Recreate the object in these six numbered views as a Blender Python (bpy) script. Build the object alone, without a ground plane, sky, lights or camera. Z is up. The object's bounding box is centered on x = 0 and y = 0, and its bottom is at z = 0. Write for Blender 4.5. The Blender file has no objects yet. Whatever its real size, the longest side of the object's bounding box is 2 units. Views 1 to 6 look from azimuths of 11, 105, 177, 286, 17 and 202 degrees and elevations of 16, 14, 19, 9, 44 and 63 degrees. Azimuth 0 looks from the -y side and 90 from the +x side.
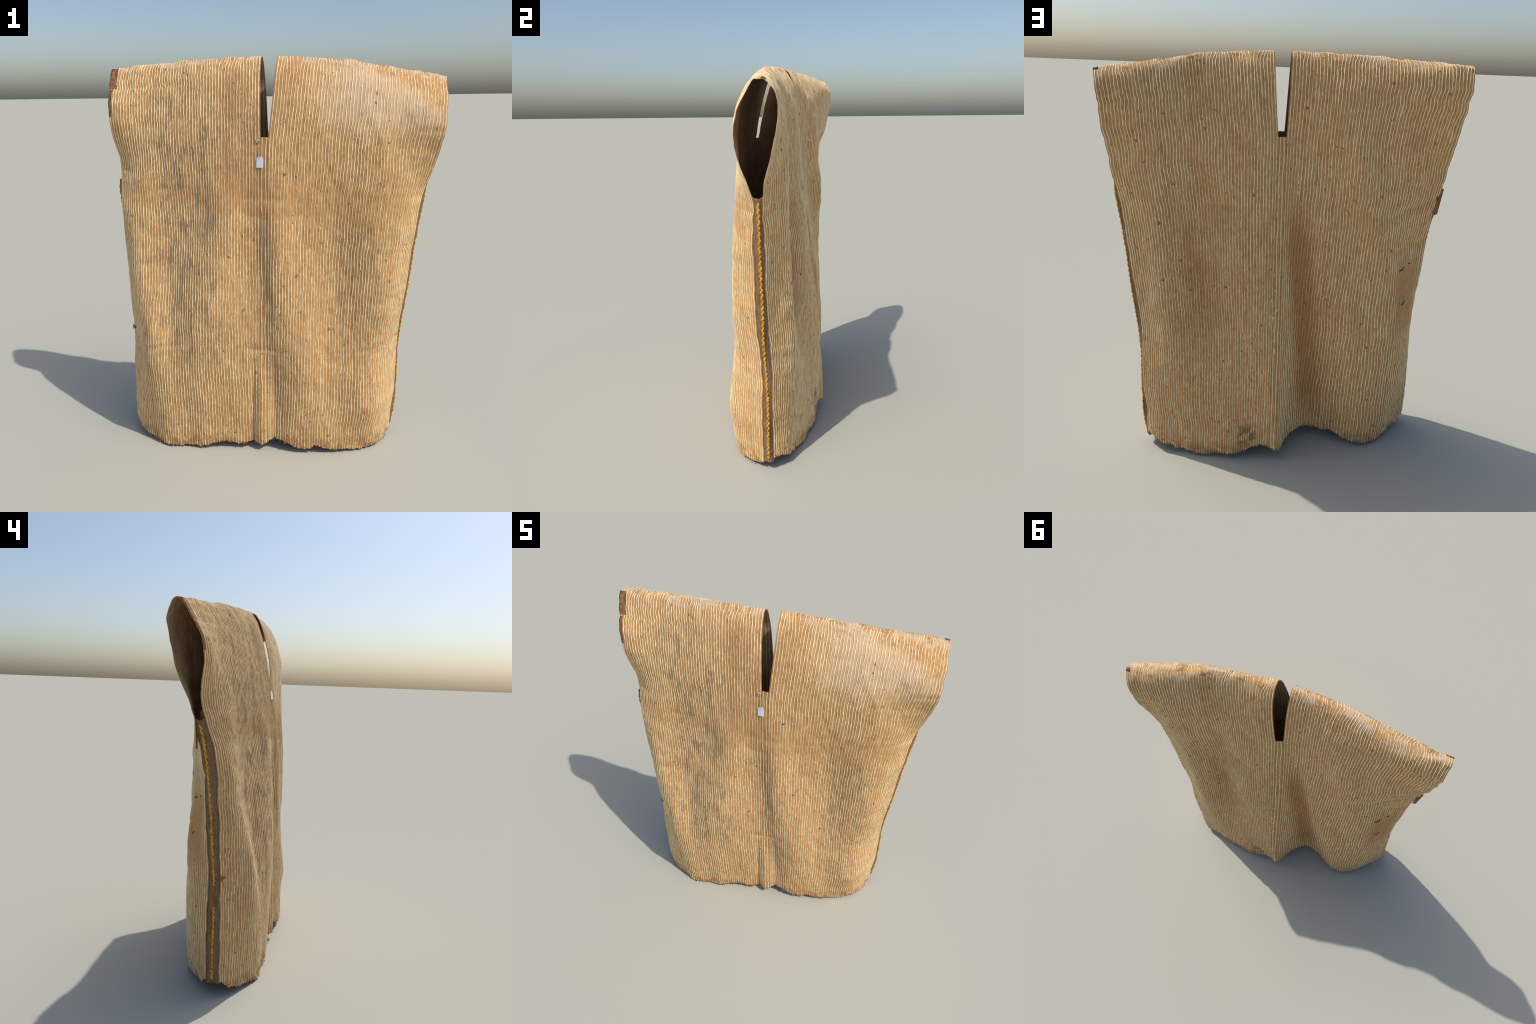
"""A folded bark-cloth tunic: one ribbed sheet folded over at the shoulders, with a
neck slit, open sleeves, and two taped side seams with gold stitching."""
import bpy
import numpy as np
from mathutils import Vector

SEED = 7
rng = np.random.default_rng(SEED)

# --------------------------------------------------------------------------
# Shape description.  The cloth hangs from a fold along the shoulders.  Each
# cross-section gives the depth of the cloth (y) across the width of the sheet
# (stations run from the left edge, -1, past the middle, 0, to the right, 1).
# --------------------------------------------------------------------------
V_STATIONS = [-1, -0.93, -0.82, -0.68, -0.55, -0.43, -0.33, -0.25, -0.18, -0.12, -0.07, -0.03, 0.02, 0.08, 0.18, 0.32, 0.48, 0.64, 0.78, 0.9, 1]
FRONT_SECTIONS = {   # drop below the shoulder fold (m): depth y (mm) at each station
    0.03: [72, 68, 53, 35, 17, 1, -10, -18, -23, -25, -27, -28, -28, -27, -20, -12, -9, 6, 25, 48, 76],
    0.10: [29, 24, 13, 0, -17, -33, -44, -51, -56, -59, -61, -62, -62, -61, -55, -48, -45, -30, -12, 7, 37],
    0.20: [-19, -32, -25, -32, -50, -64, -75, -82, -87, -89, -90, -92, -94, -94, -91, -84, -71, -54, -31, -17, 8],
    0.34: [-21, -39, -46, -63, -83, -94, -107, -115, -118, -118, -118, -119, -124, -124, -118, -104, -85, -72, -36, -7, 20],
    0.50: [-6, -37, -77, -91, -106, -118, -137, -147, -146, -143, -141, -142, -146, -146, -133, -108, -90, -84, -60, -4, 69],
    0.70: [-62, -98, -121, -117, -123, -147, -172, -179, -172, -163, -160, -161, -166, -169, -151, -117, -90, -93, -85, -35, 59],
    0.95: [-83, -137, -156, -146, -165, -196, -213, -209, -191, -177, -169, -169, -180, -193, -174, -132, -92, -98, -100, -45, 61],
    1.20: [-97, -161, -206, -189, -214, -239, -240, -223, -203, -188, -179, -179, -186, -196, -192, -160, -113, -107, -108, -60, 57],
    1.50: [-104, -155, -237, -241, -248, -256, -242, -226, -213, -204, -195, -190, -186, -183, -192, -192, -153, -135, -118, -47, 76],
    1.75: [-111, -160, -218, -256, -249, -251, -235, -219, -210, -202, -198, -199, -192, -178, -193, -199, -172, -149, -139, -70, 73],
    1.96: [-116, -169, -214, -258, -243, -242, -225, -212, -204, -198, -196, -207, -202, -188, -197, -197, -180, -149, -113, -52, 79],
}
BACK_SECTIONS = {   # drop below the shoulder fold (m): depth y (mm) at each station
    0.03: [139, 142, 138, 126, 103, 87, 75, 64, 57, 53, 52, 52, 54, 56, 59, 57, 73, 102, 129, 151, 165],
    0.10: [156, 160, 160, 150, 128, 119, 107, 92, 81, 77, 77, 79, 84, 90, 95, 84, 96, 133, 158, 176, 187],
    0.20: [145, 152, 151, 148, 135, 142, 128, 106, 93, 88, 90, 95, 103, 113, 121, 102, 110, 153, 171, 177, 181],
    0.34: [115, 116, 122, 134, 133, 159, 130, 105, 93, 89, 93, 101, 115, 128, 137, 122, 120, 165, 175, 160, 151],
    0.50: [47, 64, 99, 122, 142, 150, 113, 99, 91, 87, 92, 105, 126, 143, 150, 135, 111, 163, 177, 145, 119],
    0.70: [6, 34, 72, 127, 163, 116, 105, 112, 96, 86, 99, 121, 147, 163, 170, 153, 113, 152, 185, 146, 112],
    0.95: [-19, 4, 73, 143, 136, 132, 135, 113, 88, 88, 114, 142, 169, 184, 190, 183, 131, 152, 189, 143, 110],
    1.20: [-32, 31, 114, 145, 149, 162, 125, 84, 71, 95, 138, 173, 204, 213, 210, 190, 156, 169, 200, 154, 110],
    1.50: [-45, 36, 117, 166, 175, 148, 91, 65, 82, 127, 175, 212, 239, 244, 234, 215, 196, 209, 208, 165, 125],
    1.75: [-46, 18, 101, 162, 168, 124, 73, 58, 91, 144, 202, 246, 259, 252, 246, 240, 226, 223, 205, 174, 126],
    1.96: [-49, 5, 78, 145, 147, 104, 68, 63, 99, 150, 203, 263, 261, 251, 252, 255, 233, 221, 197, 185, 130],
}
FOLD_Y = [105, 103, 89, 77, 59, 43, 31, 23, 18, 16, 14, 13, 12, 12, 16, 22, 36, 56, 79, 100, 115]
FRONT_LEFT_EDGE = [(0.030, -0.747), (0.120, -0.748), (0.280, -0.742), (0.430, -0.738), (0.580, -0.730), (0.740, -0.737), (0.890, -0.745), (1.030, -0.750), (1.180, -0.754), (1.320, -0.771), (1.410, -0.772), (1.480, -0.778), (1.540, -0.790), (1.630, -0.805), (1.720, -0.811), (1.810, -0.818), (1.900, -0.823), (1.960, -0.830)]
FRONT_RIGHT_EDGE = [(0.060, 0.657), (0.200, 0.675), (0.360, 0.671), (0.515, 0.668), (0.655, 0.676), (0.750, 0.687), (0.900, 0.704), (1.050, 0.716), (1.190, 0.727), (1.320, 0.744), (1.430, 0.775), (1.493, 0.792), (1.530, 0.799), (1.580, 0.808), (1.630, 0.818), (1.690, 0.825), (1.750, 0.825), (1.827, 0.825), (1.900, 0.815)]
BACK_LEFT_EDGE = [(0.030, -0.751), (0.120, -0.752), (0.280, -0.746), (0.430, -0.742), (0.580, -0.734), (0.740, -0.741), (0.890, -0.749), (1.030, -0.754), (1.180, -0.758), (1.320, -0.775), (1.420, -0.790), (1.520, -0.793), (1.655, -0.797), (1.760, -0.811), (1.850, -0.820), (1.900, -0.821), (1.960, -0.830)]
BACK_RIGHT_EDGE = [(0.060, 0.654), (0.200, 0.672), (0.360, 0.668), (0.515, 0.665), (0.655, 0.673), (0.750, 0.684), (0.900, 0.701), (1.050, 0.713), (1.190, 0.724), (1.320, 0.741), (1.436, 0.764), (1.490, 0.769), (1.590, 0.776), (1.687, 0.782), (1.780, 0.789), (1.850, 0.798), (1.900, 0.812)]
SEAM_LEFT = [(0.030, -0.757, -0.078), (0.120, -0.758, -0.077), (0.280, -0.752, -0.074), (0.430, -0.748, -0.076), (0.580, -0.740, -0.072), (0.740, -0.747, -0.062), (0.890, -0.755, -0.056), (1.030, -0.760, -0.046), (1.180, -0.764, -0.035), (1.320, -0.781, -0.020), (1.395, -0.791, 0.000)]
SEAM_RIGHT = [(0.060, 0.665, 0.105), (0.200, 0.683, 0.108), (0.360, 0.679, 0.108), (0.515, 0.676, 0.101), (0.655, 0.684, 0.092), (0.750, 0.695, 0.091), (0.900, 0.712, 0.094), (1.050, 0.724, 0.091), (1.190, 0.735, 0.091), (1.320, 0.752, 0.094), (1.397, 0.760, 0.093)]
FOLD_Z = [(-0.84, 1.962), (-0.68, 1.972), (-0.50, 1.981), (-0.34, 1.992), (-0.20, 1.992), (-0.04, 1.997),
          (0.04, 1.997), (0.20, 1.987), (0.34, 1.975), (0.49, 1.953), (0.64, 1.926), (0.82, 1.897)]
FRONT_HEM = [(-0.76, 0.10), (-0.745, 0.078), (-0.715, 0.04), (-0.644, 0.022), (-0.5, 0.012), (-0.42, 0.014), (-0.31, 0.018), (-0.23, 0.040), (-0.147, 0.031),
             (-0.06, 0.041), (-0.01, 0.042), (0.05, 0.067), (0.12, 0.055), (0.18, 0.030), (0.235, 0.030), (0.27, 0.050), (0.32, 0.026),
             (0.38, 0.022), (0.513, 0.006), (0.56, 0.012), (0.62, 0.014), (0.66, 0.035)]
BACK_HEM = [(-0.76, 0.095), (-0.70, 0.045), (-0.62, 0.027), (-0.546, 0.022), (-0.43, 0.028), (-0.354, 0.056), (-0.24, 0.060),
            (-0.198, 0.066), (-0.143, 0.078), (-0.096, 0.079), (-0.052, 0.055), (-0.03, 0.045), (0.0, 0.07), (0.019, 0.077),
            (0.069, 0.084), (0.127, 0.056), (0.176, 0.037), (0.266, 0.026), (0.32, 0.014), (0.40, 0.012), (0.504, 0.028), (0.574, 0.05), (0.66, 0.078)]
CENTRE_X = -0.002
SLIT_DROP = 0.365            # depth of the neck slit below the fold
SLIT_LEFT = (-0.020, -0.034)  # x of the slit's left edge at its foot, at the fold
SLIT_RIGHT = (0.016, 0.043)
CLOTH = 0.0022               # cloth thickness
RIBS_PER_HALF = 53
ROWS = 330                   # mesh rows per panel, hem to fold
SEAM_TOP = 1.418

# --------------------------------------------------------------------------
# Small numeric helpers
# --------------------------------------------------------------------------


def spline_matrix(knots):
    """Matrix turning knot values into natural cubic spline second derivatives."""
    k = np.asarray(knots, float)
    n = len(k)
    h = np.diff(k)
    A = np.eye(n)
    B = np.zeros((n, n))
    for i in range(1, n - 1):
        A[i, i - 1:i + 2] = h[i - 1], 2 * (h[i - 1] + h[i]), h[i]
        B[i, i - 1:i + 2] = 6 / h[i - 1], -6 / h[i - 1] - 6 / h[i], 6 / h[i]
    return np.linalg.solve(A, B)


class Spline:
    """Natural cubic spline along the last axis of `values`."""

    def __init__(self, knots, values):
        self.k = np.asarray(knots, float)
        self.v = np.asarray(values, float)
        self.m = self.v @ spline_matrix(knots).T

    def __call__(self, t):
        t = np.asarray(t, float)
        i = np.clip(np.searchsorted(self.k, t) - 1, 0, len(self.k) - 2)
        h = self.k[i + 1] - self.k[i]
        a = (self.k[i + 1] - t) / h
        b = 1 - a
        if self.v.ndim == 1:
            v0, v1, m0, m1 = self.v[i], self.v[i + 1], self.m[i], self.m[i + 1]
        else:
            r = np.arange(self.v.shape[0])[:, None]
            v0, v1, m0, m1 = self.v[r, i], self.v[r, i + 1], self.m[r, i], self.m[r, i + 1]
        return a * v0 + b * v1 + ((a ** 3 - a) * m0 + (b ** 3 - b) * m1) * h * h / 6


def noise2(x, y, seed=0):
    """Smooth value noise in about -1..1."""
    x = np.asarray(x, float) + 1000.0
    y = np.asarray(y, float) + 1000.0
    table = np.random.default_rng(1234 + seed).random(4096) * 2 - 1
    xi = np.floor(x).astype(np.int64)
    yi = np.floor(y).astype(np.int64)
    fx = x - xi
    fy = y - yi
    fx = fx * fx * fx * (fx * (fx * 6 - 15) + 10)
    fy = fy * fy * fy * (fy * (fy * 6 - 15) + 10)

    def at(i, j):
        return table[(i * 73856093 ^ j * 19349663) % 4096]
    a = at(xi, yi) * (1 - fx) + at(xi + 1, yi) * fx
    b = at(xi, yi + 1) * (1 - fx) + at(xi + 1, yi + 1) * fx
    return a * (1 - fy) + b * fy


def fractal(x, y, octaves=3, seed=0):
    out = 0
    for o in range(octaves):
        out = out + noise2(x * 2 ** o, y * 2 ** o, seed + 17 * o) / 2 ** o
    return out


def smooth_rows(a, sigma):
    n = int(3 * sigma)
    w = np.exp(-0.5 * (np.arange(-n, n + 1) / sigma) ** 2)
    w /= w.sum()
    return np.convolve(np.pad(a, n, mode='edge'), w, 'valid')


def bump(t, centre, width):
    return np.exp(-((t - centre) / width) ** 2)


# --------------------------------------------------------------------------
# The cloth surface
# --------------------------------------------------------------------------
fold_z = Spline([p[0] for p in FOLD_Z], [p[1] for p in FOLD_Z])
DROP_MAX = 1.97

# rows: signed s, s*s = drop below the fold; front negative, back positive,
# spaced evenly along the cloth
_s = np.linspace(0, np.sqrt(DROP_MAX), 4000)
_len = np.concatenate([[0], np.cumsum(np.hypot(2 * _s[1:], 0.24) * np.diff(_s))])
half_s = np.interp(np.linspace(0, _len[-1], ROWS + 1), _len, _s)
slit_row = int(np.argmin(abs(half_s - np.sqrt(SLIT_DROP))))
half_s[slit_row] = np.sqrt(SLIT_DROP)
S_ROWS = np.concatenate([-half_s[:0:-1], half_s])       # 2*ROWS+1 rows
NR = len(S_ROWS)
DROPS = S_ROWS ** 2
IS_FRONT = S_ROWS <= 0

_knots = np.array([-np.sqrt(d) for d in sorted(FRONT_SECTIONS, reverse=True)] + [0]
                  + [np.sqrt(d) for d in sorted(BACK_SECTIONS)])
_table = np.array([FRONT_SECTIONS[d] for d in sorted(FRONT_SECTIONS, reverse=True)] + [FOLD_Y]
                  + [BACK_SECTIONS[d] for d in sorted(BACK_SECTIONS)]) / 1000.0
row_table = np.stack([Spline(_knots, _table[:, j])(S_ROWS) for j in range(_table.shape[1])], axis=1)
row_spline = Spline(V_STATIONS, row_table)


def edge_x(front, back, x_side):
    z = fold_z(x_side) - DROPS
    f = np.interp(z, [p[0] for p in front], [p[1] for p in front])
    b = np.interp(z, [p[0] for p in back], [p[1] for p in back])
    return smooth_rows(np.where(IS_FRONT, f, b), 5)


X_LEFT = edge_x(FRONT_LEFT_EDGE, BACK_LEFT_EDGE, -0.8)
X_RIGHT = edge_x(FRONT_RIGHT_EDGE, BACK_RIGHT_EDGE, 0.8)
# slightly uneven cut edges
X_LEFT = X_LEFT + 0.0035 * fractal(S_ROWS * 18, 0.3, 4, 3)
X_RIGHT = X_RIGHT + 0.0035 * fractal(S_ROWS * 18, 7.3, 4, 5)


def cloth(v, rows=slice(None)):
    """Points of the outer cloth surface for v[row, column]."""
    v = np.asarray(v)
    xl, xr = X_LEFT[rows][:, None], X_RIGHT[rows][:, None]
    s = S_ROWS[rows][:, None]
    x = np.where(v < 0, CENTRE_X + (CENTRE_X - xl) * v, CENTRE_X + (xr - CENTRE_X) * v)
    y = row_spline(v)
    fz = fold_z(np.clip(x, -0.85, 0.83))
    hem_f = np.interp(x, [p[0] for p in FRONT_HEM], [p[1] for p in FRONT_HEM])
    hem_b = np.interp(x, [p[0] for p in BACK_HEM], [p[1] for p in BACK_HEM])
    hem = np.where(s <= 0, hem_f, hem_b)
    side = np.where(s <= 0, 0.0, 50.0)
    hem = hem + 0.006 * fractal(x * 22 + side, 0.5, 2, 11) + 0.005 * noise2(x * 110 + side, 0.2, 13)
    hem = np.maximum(hem, 0.001)
    d = s * s
    stretch = (fz - hem - SLIT_DROP) / (DROP_MAX - SLIT_DROP)
    d = np.where(d > SLIT_DROP, SLIT_DROP + (d - SLIT_DROP) * stretch, d)
    z = fz - d
    out = np.where(s <= 0, -1.0, 1.0) * np.clip(abs(s) / 0.25, 0, 1)
    # dents, puckers and horizontal packing creases
    relief = 0.0035 * fractal(x * 6 + side, z * 3.0, 3, 21) + 0.0017 * fractal(x * 24 + side, z * 13, 2, 23)
    broken = np.clip(0.35 + 0.9 * noise2(x * 4.0 + side, 0.4, 33), 0, 1)
    crease_f = -0.004 * bump(z, 1.365 + 0.02 * noise2(x * 2.5, 0, 35), 0.016) * broken \
        - 0.0055 * bump(z, 0.585 + 0.035 * noise2(x * 3, 0, 31), 0.014) * broken
    crease_b = -0.005 * bump(z, 1.315, 0.012) * (0.3 + 0.7 * broken) - 0.0035 * bump(z, 0.67, 0.014) * broken
    # slanting creases below the left armhole, seen from the back
    corner = np.clip((-0.38 - x) / 0.2, 0, 1)
    crease_b = crease_b - corner * (0.006 * bump(z, 1.30 - 0.30 * (x + 0.6), 0.014) - 0.005 * bump(z, 1.25 - 0.35 * (x + 0.6), 0.016)
                                    + 0.005 * bump(z, 1.10 - 0.25 * (x + 0.6), 0.016) + 0.004 * bump(z, 0.86 - 0.3 * (x + 0.6), 0.018))
    relief = relief + np.where(s <= 0, crease_f, crease_b)
    # short horizontal puckers, stronger towards the side seams, and a lumpy rolled hem
    near_side = np.clip((abs(v) - 0.55) / 0.35, 0, 1)
    relief = relief + (0.0009 + 0.0013 * near_side) * fractal(x * 7 + side, z * 19, 2, 25)
    relief = relief + 0.004 * np.clip((0.10 - z) / 0.08, 0, 1) * fractal(x * 30 + side, z * 18, 2, 27)
    # pressed pleat down the middle of the skirt front
    pleat = np.clip((0.66 - z) / 0.35, 0, 1) * np.where(s <= 0, 1.0, 0.0)
    relief = relief + pleat * (0.007 * bump(x, -0.008, 0.030) - 0.011 * bump(x, -0.056, 0.012) - 0.006 * bump(x, 0.052, 0.016))
    y = y + out * relief
    # lumpy worn fold
    top = np.exp(-(s / 0.16) ** 2)
    z = z + top * 0.004 * fractal(x * 16, s * 9, 3, 41)
    y = y + top * 0.005 * fractal(x * 11, s * 7, 2, 43)
    return np.stack([x, y, z], axis=-1)


# arc-length positions across each row, so that the ribs stay evenly spaced
_vf = np.linspace(-1, 1, 401)
_P = cloth(np.repeat(_vf[None], NR, 0))
_seg = np.linalg.norm(np.diff(_P, axis=1), axis=2)
ARC = np.concatenate([np.zeros((NR, 1)), np.cumsum(_seg, axis=1)], axis=1)

_lift = np.clip(1 - DROPS / SLIT_DROP, 0, 1) ** 0.8
slit_l = SLIT_LEFT[0] + (SLIT_LEFT[1] - SLIT_LEFT[0]) * _lift
slit_r = SLIT_RIGHT[0] + (SLIT_RIGHT[1] - SLIT_RIGHT[0]) * _lift
V_SLIT_L = (slit_l - CENTRE_X) / (CENTRE_X - X_LEFT)
V_SLIT_R = (slit_r - CENTRE_X) / (X_RIGHT - CENTRE_X)


def v_at(p, half):
    """Station for a fraction p[row, col] of the way from the slit (0) to the outer edge (1)."""
    p = np.broadcast_to(p, (NR, p.shape[-1]))
    out = np.empty(p.shape)
    for r in range(NR):
        a0 = np.interp(V_SLIT_L[r] if half < 0 else V_SLIT_R[r], _vf, ARC[r])
        a1 = 0.0 if half < 0 else ARC[r, -1]
        out[r] = np.interp(a0 + (a1 - a0) * p[r], ARC[r], _vf)
    return out


def smoothed_across_rows(v):
    k = np.exp(-0.5 * (np.arange(-6, 7) / 3.0) ** 2)
    k /= k.sum()
    pad = np.pad(v, ((6, 6), (0, 0)), mode='edge')
    return sum(k[i] * pad[i:i + len(v)] for i in range(13))


def grid_normals(P):
    du = np.gradient(P, axis=1)
    dv = np.gradient(P, axis=0)
    n = np.cross(du, dv)
    n /= np.linalg.norm(n, axis=2, keepdims=True) + 1e-12
    return -n if n[10, n.shape[1] // 2, 1] > 0 else n   # front faces -y


# --------------------------------------------------------------------------
# Mesh building
# --------------------------------------------------------------------------
def make_mesh(name, verts, quads, materials, normals=None, face_mats=None, smooth=True):
    verts = np.asarray(verts, np.float32).reshape(-1, 3)
    quads = np.asarray(quads, np.int32).reshape(-1, 4)
    me = bpy.data.meshes.new(name)
    me.vertices.add(len(verts))
    me.vertices.foreach_set('co', verts.ravel())
    me.loops.add(quads.size)
    me.loops.foreach_set('vertex_index', quads.ravel())
    me.polygons.add(len(quads))
    me.polygons.foreach_set('loop_start', np.arange(0, quads.size, 4, dtype=np.int32))
    for m in materials:
        me.materials.append(m)
    if face_mats is not None:
        me.polygons.foreach_set('material_index', np.asarray(face_mats, np.int32))
    me.polygons.foreach_set('use_smooth', np.full(len(quads), smooth, bool))
    me.update(calc_edges=True)
    me.validate()
    if normals is not None:
        me.normals_split_custom_set_from_vertices(np.asarray(normals, np.float32).reshape(-1, 3).tolist())
    ob = bpy.data.objects.new(name, me)
    bpy.context.scene.collection.objects.link(ob)
    return ob


def shell_panel(name, P, N, keep, fold_side, outer_mat, inner_mat):
    """Solid sheet from grid P (rows, cols): outer face, inner face and rims.
    keep[r, c] says which quads exist; the row `fold_side` is left open (it meets the other panel)."""
    R, C = P.shape[:2]
    outer = P.reshape(-1, 3)
    inner = (P - N * CLOTH).reshape(-1, 3)
    verts = [outer, inner]
    norms = [N.reshape(-1, 3), -N.reshape(-1, 3)]
    idx = np.arange(R * C).reshape(R, C)
    a, b, c, d = idx[:-1, :-1][keep], idx[:-1, 1:][keep], idx[1:, 1:][keep], idx[1:, :-1][keep]
    q_out = np.stack([a, b, c, d], 1)
    q_in = np.stack([d, c, b, a], 1) + R * C
    quads = [q_out, q_in]
    mats = [np.zeros(len(q_out)), np.ones(len(q_in))]
    # rims: every edge used by exactly one kept quad
    e = np.concatenate([np.stack([a, b], 1), np.stack([b, c], 1), np.stack([c, d], 1), np.stack([d, a], 1)])
    key = np.sort(e, axis=1)
    key = key[:, 0].astype(np.int64) * (R * C) + key[:, 1]
    _, first, count = np.unique(key, return_index=True, return_counts=True)
    rim = e[first[count == 1]]
    rim = rim[~((rim // C == fold_side).all(axis=1))]
    base = 2 * R * C
    n = len(rim)
    rv = np.concatenate([outer[rim[:, 0]], outer[rim[:, 1]], inner[rim[:, 1]], inner[rim[:, 0]]])
    tang = outer[rim[:, 1]] - outer[rim[:, 0]]
    rn = np.cross(tang, norms[0][rim[:, 0]])
    rn /= np.linalg.norm(rn, axis=1, keepdims=True) + 1e-12
    verts.append(rv)
    norms.append(np.tile(rn, (4, 1)))
    quads.append(np.stack([np.arange(n) + base + n, np.arange(n) + base, np.arange(n) + base + 3 * n, np.arange(n) + base + 2 * n], 1))
    mats.append(np.ones(n))
    V, Q, NN = np.concatenate(verts), np.concatenate(quads), np.concatenate(norms)
    used = np.zeros(len(V), bool)
    used[Q.ravel()] = True
    remap = np.cumsum(used) - 1
    # make winding agree with the wanted normals
    Q = remap[Q]
    V, NN = V[used], NN[used]
    fn = np.cross(V[Q[:, 1]] - V[Q[:, 0]], V[Q[:, 2]] - V[Q[:, 0]])
    flip = (fn * NN[Q].mean(axis=1)).sum(1) < 0
    Q[flip] = Q[flip][:, ::-1]
    return make_mesh(name, V, Q, [outer_mat, inner_mat], NN, np.concatenate(mats))


# --------------------------------------------------------------------------
# Materials
# --------------------------------------------------------------------------
class Nodes:
    def __init__(self, name):
        self.mat = bpy.data.materials.new(name)
        self.mat.use_nodes = True
        self.t = self.mat.node_tree
        self.t.nodes.clear()
        self.coord = self.t.nodes.new('ShaderNodeTexCoord').outputs['Object']
        self.xyz = None

    def node(self, kind, **kw):
        n = self.t.nodes.new(kind)
        for k, v in kw.items():
            setattr(n, k, v)
        return n

    def link(self, a, b):
        self.t.links.new(a, b)

    def val(self, sock, v):
        if hasattr(v, 'is_linked') or isinstance(v, bpy.types.NodeSocket):
            self.link(v, sock)
        else:
            sock.default_value = v

    def noise(self, scale, detail=3.0, rough=0.55, stretch=(1, 1, 1), shift=(0, 0, 0)):
        m = self.node('ShaderNodeMapping')
        m.inputs['Scale'].default_value = stretch
        m.inputs['Location'].default_value = shift
        self.link(self.coord, m.inputs['Vector'])
        n = self.node('ShaderNodeTexNoise')
        n.inputs['Scale'].default_value = scale
        n.inputs['Detail'].default_value = detail
        n.inputs['Roughness'].default_value = rough
        self.link(m.outputs['Vector'], n.inputs['Vector'])
        return n.outputs['Fac']

    def voronoi(self, scale, stretch=(1, 1, 1)):
        m = self.node('ShaderNodeMapping')
        m.inputs['Scale'].default_value = stretch
        self.link(self.coord, m.inputs['Vector'])
        n = self.node('ShaderNodeTexVoronoi')
        n.inputs['Scale'].default_value = scale
        self.link(m.outputs['Vector'], n.inputs['Vector'])
        return n.outputs['Distance']

    def axis(self, which):
        if self.xyz is None:
            self.xyz = self.node('ShaderNodeSeparateXYZ')
            self.link(self.coord, self.xyz.inputs[0])
        return self.xyz.outputs['XYZ'.index(which)]

    def math(self, op, a, b=0.0, c=0.0, clamp=False):
        n = self.node('ShaderNodeMath', operation=op, use_clamp=clamp)
        self.val(n.inputs[0], a)
        self.val(n.inputs[1], b)
        self.val(n.inputs[2], c)
        return n.outputs[0]

    def step(self, v, lo, hi):
        """0 below lo, 1 above hi (lo may exceed hi)."""
        n = self.node('ShaderNodeMapRange', interpolation_type='SMOOTHSTEP')
        self.val(n.inputs['Value'], v)
        if lo < hi:
            rng_ = (lo, hi, 0.0, 1.0)
        else:
            rng_ = (hi, lo, 1.0, 0.0)
        for k, q in zip(('From Min', 'From Max', 'To Min', 'To Max'), rng_):
            n.inputs[k].default_value = q
        return n.outputs['Result']

    def mul(self, *a):
        out = a[0]
        for q in a[1:]:
            out = self.math('MULTIPLY', out, q)
        return out

    def mix(self, fac, a, b):
        n = self.node('ShaderNodeMix', data_type='RGBA')
        self.val(n.inputs[0], fac)
        for s, q in ((n.inputs[6], a), (n.inputs[7], b)):
            if isinstance(q, tuple):
                s.default_value = (*q, 1.0)
            else:
                self.link(q, s)
        return n.outputs[2]

    def finish(self, colour, rough=0.85, bump_h=None, bump_d=0.002, spec=0.2, strength=0.6):
        p = self.node('ShaderNodeBsdfPrincipled')
        self.val(p.inputs['Base Color'], (*colour, 1.0) if isinstance(colour, tuple) else colour)
        self.val(p.inputs['Roughness'], rough)
        p.inputs['Specular IOR Level'].default_value = spec
        if bump_h is not None:
            b = self.node('ShaderNodeBump')
            b.inputs['Strength'].default_value = strength
            b.inputs['Distance'].default_value = bump_d
            self.link(bump_h, b.inputs['Height'])
            self.link(b.outputs['Normal'], p.inputs['Normal'])
        o = self.node('ShaderNodeOutputMaterial')
        self.link(p.outputs['BSDF'], o.inputs['Surface'])
        return self.mat

    # ---- colour patches shared by ground and ribs ---------------------------------
    def box(self, axis, lo0, lo1, hi1, hi0):
        a = self.axis(axis)
        return self.mul(self.step(a, lo0, lo1), self.step(a, hi0, hi1))

    def is_front(self):
        return self.step(self.axis('Y'), 0.02, -0.02)

    def is_back_low(self):
        return self.step(self.axis('Y'), -0.05, -0.02)

    def is_back(self):
        return self.step(self.axis('Y'), 0.03, 0.05)

    def soiled(self, colour, strength=1.0):
        """Grey-olive blotches, orange-brown specks, damp-brown streak at the back."""
        front, back = self.is_front(), self.is_back()
        # grey-brown patches: left chest and belly, right belly, and down the middle
        blotch = self.step(self.noise(12.0, 5.0, 0.7, (1.7, 1, 0.7)), 0.50, 0.62)
        left = self.mul(self.box('X', -0.68, -0.5, -0.25, -0.12), self.box('Z', 0.35, 0.6, 1.75, 1.95))
        right = self.mul(self.box('X', 0.22, 0.38, 0.5, 0.62), self.box('Z', 0.5, 0.75, 1.15, 1.3))
        mid_x = self.math('ADD', self.axis('X'), self.math('MULTIPLY', self.axis('Z'), 0.075))
        mid = self.mul(self.step(mid_x, 0.045, 0.085), self.step(mid_x, 0.145, 0.10), self.box('Z', 0.1, 0.45, 1.2, 1.42))
        area = self.math('ADD', self.math('ADD', left, self.mul(right, 0.75)), mid, clamp=True)
        streak = self.step(self.noise(6.0, 3.0, 0.6, (3.0, 1, 0.6), (5, 0, 0)), 0.36, 0.6)
        fac = self.mul(front, area, self.math('MAXIMUM', blotch, self.mul(mid, streak)), 0.55 * strength)
        colour = self.mix(fac, colour, (0.235, 0.165, 0.115))
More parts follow.
